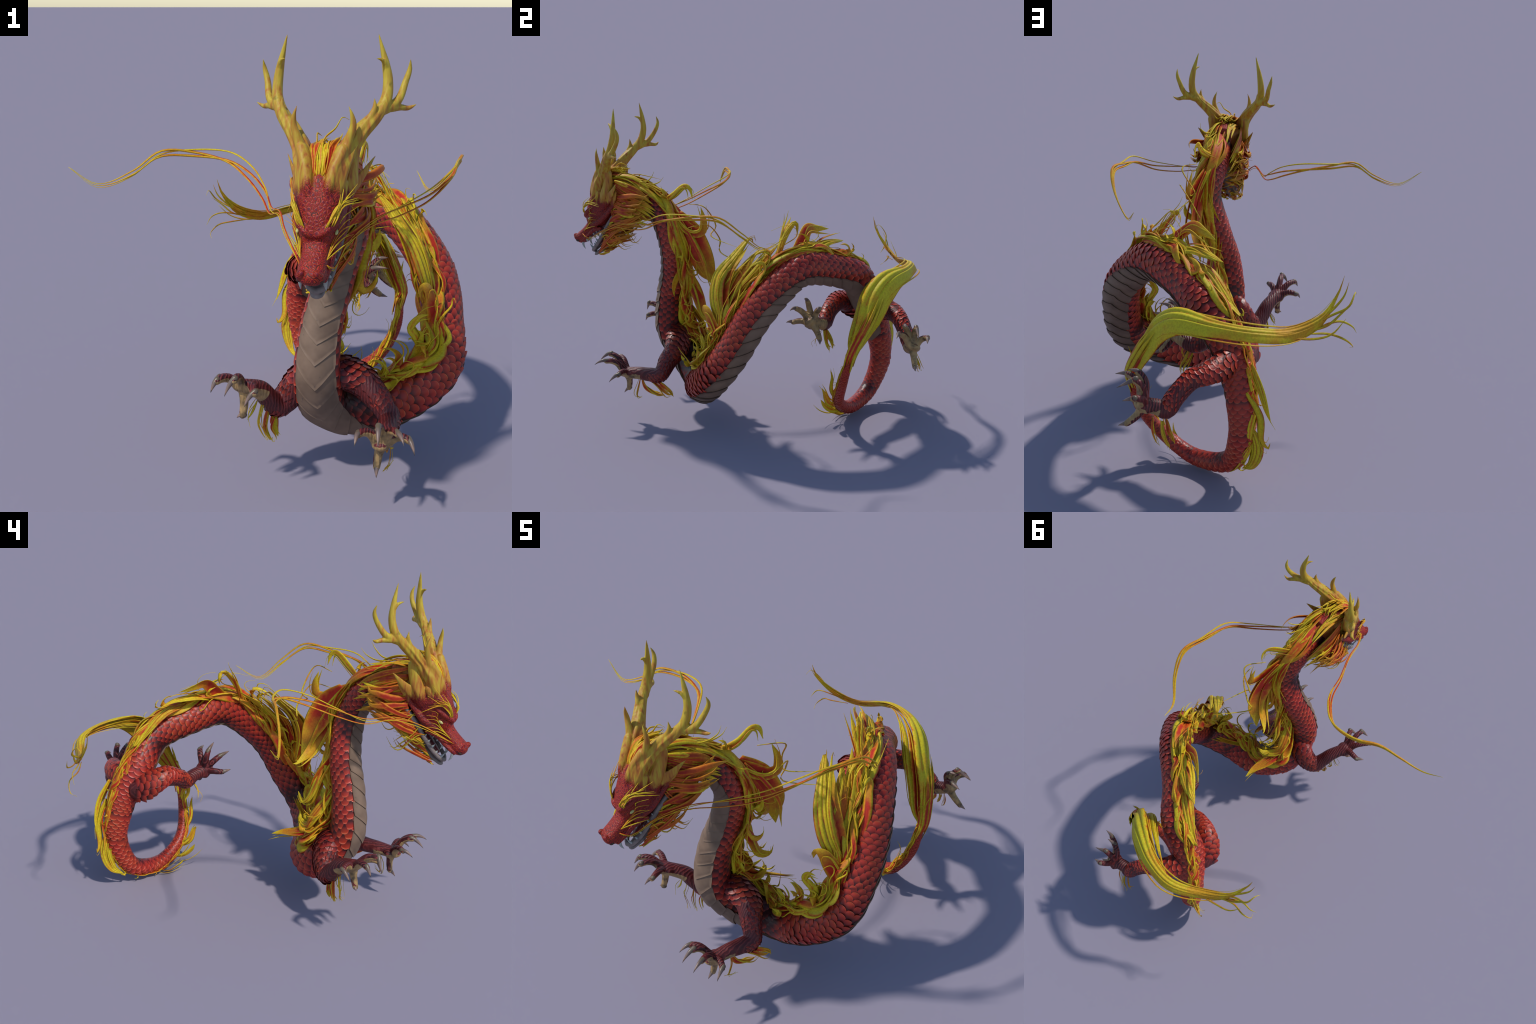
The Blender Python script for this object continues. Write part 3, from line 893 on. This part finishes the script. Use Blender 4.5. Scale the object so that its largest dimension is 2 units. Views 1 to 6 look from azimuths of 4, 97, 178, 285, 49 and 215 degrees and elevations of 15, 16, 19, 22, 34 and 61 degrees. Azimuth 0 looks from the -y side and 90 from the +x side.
# ------------------------------------------------------------------ whiskers, brows, beard and head hair
WHISK_W = [(.131, -.935, 1.027), (.076, -.801, 1.106), (.051, -.670, 1.143), (.013, -.535, 1.127), (-.019, -.403, 1.166), (-.083, -.288, 1.216), (-.179, -.193, 1.255), (-.316, -.178, 1.271), (-.448, -.226, 1.272), (-.552, -.269, 1.202), (-.684, -.297, 1.161), (-.801, -.294, 1.233)]
WHISK_E = [(.219, -.950, 1.030), (.245, -.905, 1.010), (.290, -.800, 1.070), (.383, -.692, 1.125), (.491, -.587, 1.150), (.598, -.483, 1.181), (.683, -.370, 1.230), (.720, -.223, 1.245), (.756, -.075, 1.244), (.731, .039, 1.158), (.664, .144, 1.073), (.616, .268, 1.141)]
wprof = [.5, .5, .55, .6, .8, 1.0, 1.2, 1.3, 1.1, .8, .4, .05]
for W in (WHISK_W, WHISK_E):
    W = np.array(W)
    for k in range(3):
        wave = np.sin(np.linspace(0, 7, len(W)) + k * 2.1)[:, None] * np.array([.3, .3, 1.0]) * .020 * np.sin(np.linspace(0, np.pi, len(W)))[:, None]
        blade(W + wave * (1.4 if k else .4), .0115 if k < 2 else .008, (0, 0, 1), "whisker", head, M_HAIR[(0, 0, 1)[k]], thick=.38, n=60, profile=wprof)
for sx in (1, -1):
    mir = np.array([sx, 1, 1])
    for k in range(9):        # brow hair
        a = rng.uniform(0, 1)
        P = np.array([(.030 + .03 * a, .176 - .02 * a, -.108), (.045 + .03 * a, .180 - .02 * a, -.075), (.065 + .03 * a, .165 - .05 * a, -.03), (.085 + .05 * a, .13 - .12 * a, .0 + .03 * rng.normal())]) + rng.normal(0, .008, (4, 3)) * np.linspace(0, 1, 4)[:, None]
        blade(H(P * mir), .007, H((0, .8, .5)) - HO, "brow_strand", head, M_HAIR[rng.choice([1, 2])], thick=.4, n=14)
    for k in range(6):        # whisker fringe beside the snout
        P = np.array([(.044, .185, -.205), (.062, .165 - .01 * k, -.185 + .012 * k), (.090, .12, -.165 + .018 * k), (.11 + .01 * rng.normal(), .08, -.16 + .02 * k)]) + rng.normal(0, .006, (4, 3)) * np.linspace(0, 1, 4)[:, None]
        blade(H(P * mir), .006, H((1, .3, .3)) - HO, "brow_strand", head, M_HAIR[rng.choice([0, 1])], thick=.4, n=14)
    # cheek locks: rooted on the jaw line behind the face, streaming back
    for k in range(40):
        a = (k + rng.uniform(0, 1)) / 40              # 0 under the ear .. 1 near the chin
        b0 = np.interp(a, [0, .35, 1], [-.055, -.015, .105])
        c0 = np.interp(a, [0, .35, 1], [.06, -.10, -.335])
        x0 = np.interp(a, [0, .35, 1], [.085, .082, .040])
        L = np.interp(a, [0, .3, .6, 1], [.21, .23, .23, .17]) * rng.uniform(.75, 1.15)
        drop = np.interp(a, [0, .3, .6, 1], [-.22, .02, .30, .50]) + rng.normal(0, .12)
        outw = rng.uniform(.02, .40)
        t = np.linspace(0, 1, 7)
        P = np.stack([x0 + L * outw * np.sin(t * 2.2) - .25 * L * t**2 * (a > .3), b0 - L * t, c0 + L * drop * np.sin(t * 1.6) + L * .10 * t**2 * rng.normal(.5, 1) + L * .07 * np.sin(t * 5 + rng.uniform(0, 6)) * t], 1)
        if rng.random() < .3:
            P[-1] += np.array([.02 * rng.normal(), .015, .02])
        blade(H(P * mir), rng.uniform(.016, .046) * np.interp(a, [0, .6, 1], [1, .95, .6]), H((sx, .1, .15)) - HO, "beard_strand", head, M_BEARD if rng.random() < .75 else pick((.6, .3, .1)), thick=.16, cup=rng.uniform(-.3, .2), twist=rng.uniform(-.4, .4))
    for k in range(12):       # loose curling strands over the cheek
        a = rng.uniform(0, .8)
        b0, c0 = np.interp(a, [0, 1], [-.04, .10]), np.interp(a, [0, 1], [.0, -.28])
        t = np.linspace(0, 1, 6)
        L = rng.uniform(.12, .22)
        P = np.stack([.085 - .03 * a + .03 * np.sin(t * 3), b0 - L * t, c0 - .25 * L * np.sin(t * 2) + .03 * np.sin(t * 6 + rng.uniform(0, 6))], 1)
        blade(H(P * mir), .008, H((sx, 0, .3)) - HO, "beard_strand", head, M_HAIR[rng.choice([0, 1, 2])], thick=.4)
    # spiky tufts under the jaw
    for k in range(22):
        a = rng.uniform(0, 1)
        b0, c0 = np.interp(a, [0, 1], [.118, -.05]), np.interp(a, [0, 1], [-.352, -.205])
        L = rng.uniform(.035, .075)
        P = np.array([(rng.uniform(.005, .045), b0, c0), (rng.uniform(.01, .05), b0 - .6 * L, c0 + .12 * L), (rng.uniform(.01, .05), b0 - L, c0 + .30 * L)])
        blade(H(P * mir), rng.uniform(.012, .022), H((sx * .6, .2, -.6)) - HO, "beard_strand", head, M_BEARD if k % 3 else M_HAIR[1], thick=.25, n=10)
    # crest of hair between and behind the antlers
    for k in range(6):        # swept tuft rising between the antlers
        x0 = rng.uniform(.002, .026)
        P = np.array([(x0, .098, .052), (x0 * 1.2 + .006 * rng.normal(), .080, .085 + .02 * rng.random()), (x0 * 1.5, .035, .135 + .02 * rng.random()), (x0 * 1.8 + .01 * rng.normal(), -.03, .135 + .03 * rng.random()), (x0 * 2 + .02 * rng.normal(), -.085, .125 + .05 * rng.random())])
        blade(H(P * mir), rng.uniform(.014, .026), H((rng.normal(0, .8), .5, .8)) - HO, "head_strand", head, pick((.65, .35, 0)), thick=.22, cup=rng.uniform(-.3, .3))
    for k in range(11 if sx > 0 else 6):
        x0 = rng.uniform(.004, .07)
        L = rng.uniform(.16, .30)
        t = np.linspace(0, 1, 6)
        P = np.stack([x0 + .03 * t * rng.normal(.3, 1), .045 - rng.uniform(0, .06) - L * t, .10 - 6 * x0 * x0 + .045 * np.sin(t * 2.4) - .10 * t**2 + .02 * t * rng.normal()], 1)
        if rng.random() < .35:
            P[-1] += np.array([0, .02, .05])
            P[-2] += np.array([0, 0, .015])
        blade(H(P * mir), rng.uniform(.016, .040), H((.3 * sx, .1, 1)) - HO, "head_strand", head, pick((.55, .35, .1)), thick=.18, cup=rng.uniform(-.3, .3), twist=rng.uniform(-.5, .5))
    # locks behind the ear covering the side of the nape
    for k in range(20 if sx > 0 else 12):
        c0 = rng.uniform(-.03, .11)
        L = rng.uniform(.14, .27)
        t = np.linspace(0, 1, 5)
        P = np.stack([.075 + .03 * np.sin(t * 2.5) - .02 * t, -.04 - L * t, c0 - .05 * t - .05 * t**3 + .02 * t * rng.normal()], 1)
        blade(H(P * mir), rng.uniform(.018, .045), H((sx, 0, .3)) - HO, "head_strand", head, M_BEARD if rng.random() < .5 else pick((.6, .3, .1)), thick=.16, cup=rng.uniform(-.3, .3))
# loose antennae on the crown
for P in ([(.02, .04, .12), (.035, .0, .165), (.05, -.06, .15), (.06, -.10, .175), (.05, -.12, .19)], [(-.01, .05, .12), (.0, .02, .17), (.03, -.01, .20), (.05, -.03, .235), (.07, -.05, .225)], [(-.03, .03, .12), (-.03, .0, .16), (-.035, -.03, .18), (-.03, -.08, .165)], [(.05, -.14, .10), (.07, -.22, .10), (.09, -.27, .13), (.09, -.29, .165)], [(.03, -.16, .10), (.05, -.24, .085), (.06, -.30, .10), (.06, -.33, .13)]):
    blade(H(P), .010, H((1, 0, .2)) - HO, "head_strand", head, M_HAIR[1], thick=.35)

# ------------------------------------------------------------------ legs
def foot_material(name, back, pads=True):
    """dark wrinkled hide on the back of the paw, tan pad inside"""
    n = Nodes(name)
    vm = n.t.nodes.new("ShaderNodeVectorMath")
    vm.operation = "DOT_PRODUCT"
    n.t.links.new(n.pos.outputs["Normal"], vm.inputs[0])
    vm.inputs[1].default_value = tuple(back)
    d = n.math("ADD", vm.outputs["Value"], n.math("MULTIPLY", n.math("SUBTRACT", n.noise(60, 3), .5), .5))
    wav = n.node("ShaderNodeTexWave", Vector=n.pos.outputs["Position"], Scale=26.0, Distortion=5.0, Detail=2.0).outputs["Fac"]
    hide = n.ramp(wav, [(.0, (.028, .005, .007)), (.78, (.085, .010, .012)), (.95, (.20, .040, .036))])
    hide = n.mix(n.ramp(n.noise(12, 2), [(.4, (0, 0, 0)), (.65, (.6, .6, .6))]), hide, (.13, .013, .012))
    pad = n.ramp(n.noise(28, 4), [(.3, (.10, .064, .032)), (.46, (.30, .19, .080)), (.75, (.46, .29, .115))])
    c = n.mix(n.ramp(d, [(-.30, (1, 1, 1)), (-.05, (0, 0, 0))]), hide, pad) if pads else n.mix(.5, hide, (.09, .010, .010))
    n.bump(n.math("ADD", wav, n.noise(90, 3)), .5, .003)
    return n.out(c, .5, .4)


def claw_material():
    n = Nodes("claw_horn")
    c = n.ramp(n.math("ADD", n.attr("along"), n.math("MULTIPLY", n.math("SUBTRACT", n.noise(70, 2), .5), .4)), [(0, (.12, .088, .055)), (.3, (.15, .102, .085)), (.75, (.25, .155, .115)), (1.0, (.04, .030, .025))])
    return n.out(c, .38, .45)


M_CLAW = claw_material()


def leg(name, limb, radii, wrist_i, back, palm, palm_r, digits, fur, scale_to):
    """limb: control points shoulder..wrist; digits: list of (claw root, tip); back: direction the back of the paw faces"""
    limb, back, palm = np.array(limb), unit(back), np.array(palm)
    parts = [tube(np.vstack([limb, palm]), list(radii) + [palm_r * .8], n=50, m=20)]
    wrist = limb[-1]
    fdir = unit(palm - wrist)
    parts.append(tube([wrist * .5 + palm * .5, palm, palm + fdir * .018], [palm_r * .8, palm_r * 1.15, palm_r * .95], n=14, m=18, hint=back, flat=.62))
    claws = []
    for i, (cr, tip) in enumerate(digits):
        cr, tip = np.array(cr), np.array(tip)
        d = cr - palm
        base = palm + d * .22
        bow = back * np.linalg.norm(d) * .13
        parts.append(tube([base, palm + d * .55 + bow, palm + d * .82 + bow * .7, cr + unit(tip - cr) * .004], [.0225, .0180, .0165, .0140], n=24, m=12))
        ax = tip - cr
        P = [cr - ax * .12, cr + ax * .35 + back * np.linalg.norm(ax) * .16, cr + ax * .75 + back * np.linalg.norm(ax) * .13, tip]
        v, f = tube(P, [.0122, .0098, .0056, .0005], n=18, m=10)
        al = np.clip(((v - cr) @ unit(ax)) / np.linalg.norm(ax), 0, 1)
        claws.append((v, f, al))
    v, f = fuse(parts, .0034, 5)
    fcx = np.array([v[q].mean(0) for q in f])
    cut = limb[-2] * .25 + limb[-1] * .75
    labels = ["foot" if (c - cut) @ unit(palm - limb[-2]) > 0 else "leg" for c in fcx]
    mf, ml = foot_material("paw_hide", back), foot_material("limb_hide", back, False)
    obs = split_skin(v, f, labels, {"leg": (name, ml, None), "foot": ("foot", mf, "leg")}, root)
    par = obs["leg"]
    for cv, cf, al in claws:
        add("claw", make_mesh("claw", cv, cf, [M_CLAW], {"along": al}), obs["foot"])
    # scales winding down the limb, laid on the skin
    from mathutils.kdtree import KDTree
    kd = KDTree(len(v))
    for i, c in enumerate(v):
        kd.insert(c, i)
    kd.balance()
    vn = vertex_normals(v, f)

    C = path(limb, 160)
    R = spline(radii, np.linspace(0, len(radii) - 1, 160))[:, 0]
    for _ in range(12):          # ease the bends
        C[1:-1] = (C[:-2] + C[1:-1] * 2 + C[2:]) / 4
    T = tangents(C)
    for _ in range(25):
        T[1:-1] = unit(T[:-2] + T[1:-1] * 2 + T[2:])
    D = np.linalg.norm(v[:, None] - C[None, ::2], axis=2)
    near = D.argmin(1) * 2
    outside = np.array([np.linalg.norm(BC - q, axis=1).min() - BR[np.linalg.norm(BC - q, axis=1).argmin()] for q in v]) > -.006
    order = np.argsort(near + rng.uniform(0, 3, len(v)))
    taken = []
    for q in order:
        x = near[q] / 159
        if not outside[q] or x > scale_to:
            continue
        w = max(2 * math.pi * R[near[q]] / (11.5 if name == "foreleg" else 10) * 1.16, .019)
        if taken and (np.linalg.norm(np.array(taken) - v[q], axis=1) < w * .60).any():
            continue
        taken.append(v[q])
        nn = unit(vn[q])
        lie = T[near[q]] * np.clip((x - .15) / .35, .1, 1) + unit(limb[-1] - limb[0]) * .8
        if abs(unit(lie) @ nn) > .9:
            continue
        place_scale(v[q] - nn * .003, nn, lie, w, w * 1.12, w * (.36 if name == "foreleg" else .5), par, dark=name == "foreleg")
    for P, w, h in fur:
        blade(P, w, h, "leg_fur_strand", par, pick((.3, .4, .3)), thick=.14, cup=rng.uniform(-.2, .2))
        Q = np.array(P)
        for q in range(2):
            blade(Q + rng.normal(0, .006, 3) + rng.normal(0, .010, Q.shape) * np.linspace(0, 1, len(Q))[:, None], w * .35, h, "leg_fur_strand", par, pick((.3, .4, .3)), thick=.25)
    return par


leg("foreleg", [(.20, -.42, .45), (.29, -.405, .445), (.365, -.40, .41), (.430, -.440, .355), (.478, -.478, .290), (.465, -.545, .282), (.452, -.600, .283)], [.058, .068, .067, .057, .047, .041, .036], 5,
    (0, .30, 1), (.437, -.674, .278), .040,
    [((.346, -.739, .338), (.331, -.795, .315)), ((.416, -.775, .381), (.412, -.838, .338)), ((.484, -.779, .364), (.503, -.845, .347)), ((.534, -.704, .303), (.552, -.754, .266)), ((.421, -.675, .178), (.419, -.708, .147))],
    [([(.485, -.50, .255), (.50, -.455, .225), (.515, -.42, .205), (.52, -.40, .175)], .045, (.8, -.1, -.4)), ([(.475, -.53, .25), (.49, -.48, .215), (.51, -.43, .185), (.52, -.40, .195)], .026, (.9, .2, 0)),
     ([(.455, -.59, .25), (.46, -.575, .205), (.465, -.54, .18), (.475, -.49, .165), (.475, -.46, .165)], .030, (.7, -.3, .4)), ([(.46, -.60, .25), (.475, -.605, .22), (.47, -.62, .165), (.455, -.62, .14), (.48, -.59, .145)], .013, (1, 0, 0))], .80)
leg("foreleg", [(.20, -.42, .44), (.155, -.39, .41), (.115, -.380, .370), (.075, -.385, .325), (.038, -.408, .298), (.000, -.448, .345), (-.030, -.481, .392)], [.058, .068, .063, .054, .044, .040, .036], 5,
    (.05, .35, 1), (-.085, -.549, .430), .041,
    [((-.188, -.519, .451), (-.216, -.560, .411)), ((-.184, -.629, .485), (-.204, -.654, .447)), ((-.114, -.671, .507), (-.148, -.695, .451)), ((-.040, -.662, .454), (-.076, -.688, .407)), ((-.088, -.570, .322), (-.113, -.579, .314))],
    [([(.03, -.42, .265), (.025, -.425, .22), (.03, -.43, .195), (.04, -.43, .17)], .045, (-.5, -.8, .1)), ([(.0, -.445, .30), (-.01, -.45, .25), (-.01, -.455, .21), (.01, -.46, .17), (.02, -.46, .18)], .028, (-.6, -.8, 0)),
     ([(-.02, -.475, .345), (-.03, -.48, .29), (-.035, -.49, .25), (-.02, -.49, .21), (.0, -.50, .185)], .016, (-.6, -.8, 0)), ([(-.04, -.49, .35), (-.06, -.49, .30), (-.08, -.50, .27)], .012, (0, 1, 0))], .66)
leg("hindleg", [(.145, .67, .60), (.095, .610, .580), (.105, .555, .610), (.165, .500, .635), (.250, .455, .605), (.320, .435, .560), (.375, .415, .575)], [.050, .062, .060, .054, .047, .042, .036], 5,
    (-.9, -.15, .35), (.425, .372, .595), .040,
    [((.427, .269, .597), (.460, .231, .606)), ((.445, .288, .682), (.507, .257, .691)), ((.413, .346, .713), (.467, .332, .746)), ((.470, .413, .692), (.515, .405, .702)), ((.478, .415, .520), (.519, .418, .506))],
    [([(.33, .44, .525), (.35, .46, .49), (.37, .475, .46), (.37, .48, .425)], .030, (.8, .4, 0)), ([(.35, .43, .535), (.37, .44, .49), (.39, .45, .45), (.385, .46, .42)], .026, (.8, .4, 0)), ([(.38, .42, .54), (.385, .40, .51), (.38, .385, .48), (.37, .38, .45)], .010, (.5, .8, 0))], .82)
leg("hindleg", [(.14, .68, .63), (.185, .755, .61), (.240, .810, .602), (.310, .846, .587), (.375, .880, .525), (.412, .900, .468), (.450, .897, .480)], [.055, .060, .054, .047, .043, .042, .036], 5,
    (-.85, .0, .45), (.500, .911, .498), .040,
    [((.580, .835, .600), (.636, .823, .594)), ((.531, .866, .625), (.575, .869, .637)), ((.544, .927, .621), (.615, .938, .587)), ((.539, .988, .566), (.587, .985, .551)), ((.575, .923, .415), (.614, .924, .405))],
    [([(.41, .92, .43), (.40, .935, .39), (.385, .945, .36), (.375, .945, .335)], .030, (.3, .9, 0)), ([(.43, .925, .43), (.425, .945, .385), (.41, .955, .345), (.395, .96, .325)], .028, (.3, .9, 0)), ([(.47, .92, .44), (.47, .935, .39), (.455, .945, .345), (.44, .95, .33)], .014, (.3, .9, 0))], .82)

# ------------------------------------------------------------------ turn the collected scales and locks into objects
scales.sort(key=lambda q: -q[0])
rest = {}
for i, (_, par, p, X, Y, Z, sx, sy, sz, dark) in enumerate(scales):
    Mx = np.eye(4)
    Mx[:3, 0], Mx[:3, 1], Mx[:3, 2], Mx[:3, 3] = X * sx, Y * sy, Z * sz, p
    if i < 300:
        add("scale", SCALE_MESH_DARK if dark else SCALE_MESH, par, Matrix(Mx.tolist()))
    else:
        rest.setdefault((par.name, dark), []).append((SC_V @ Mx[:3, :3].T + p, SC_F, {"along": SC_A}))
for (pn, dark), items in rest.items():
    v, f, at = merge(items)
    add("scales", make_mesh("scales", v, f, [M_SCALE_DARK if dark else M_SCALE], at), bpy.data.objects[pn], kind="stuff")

by_kind = {}
for b in blades:
    by_kind.setdefault(b[1], []).append(b)
for kind, items in by_kind.items():
    items.sort(key=lambda q: -q[0])
    for b in items[:290]:
        add(kind, make_mesh(kind, b[3], b[4], [b[6]], b[5]), b[2])
    groups = {}
    for b in items[290:]:
        groups.setdefault((b[2].name, b[6].name), []).append(b)
    for (pn, mn), g in groups.items():
        v, f, at = merge([(b[3], b[4], b[5]) for b in g])
        add(kind + "s", make_mesh(kind, v, f, [bpy.data.materials[mn]], at), bpy.data.objects[pn], kind="stuff")

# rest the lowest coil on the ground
bpy.context.view_layer.update()
low = min((ob.matrix_world @ Vector(c)).z for ob in bpy.data.objects if ob.type == "MESH" for c in ob.bound_box)
print("lowest", low, "scales", len(scales), "blades", {k: len(v) for k, v in by_kind.items()})
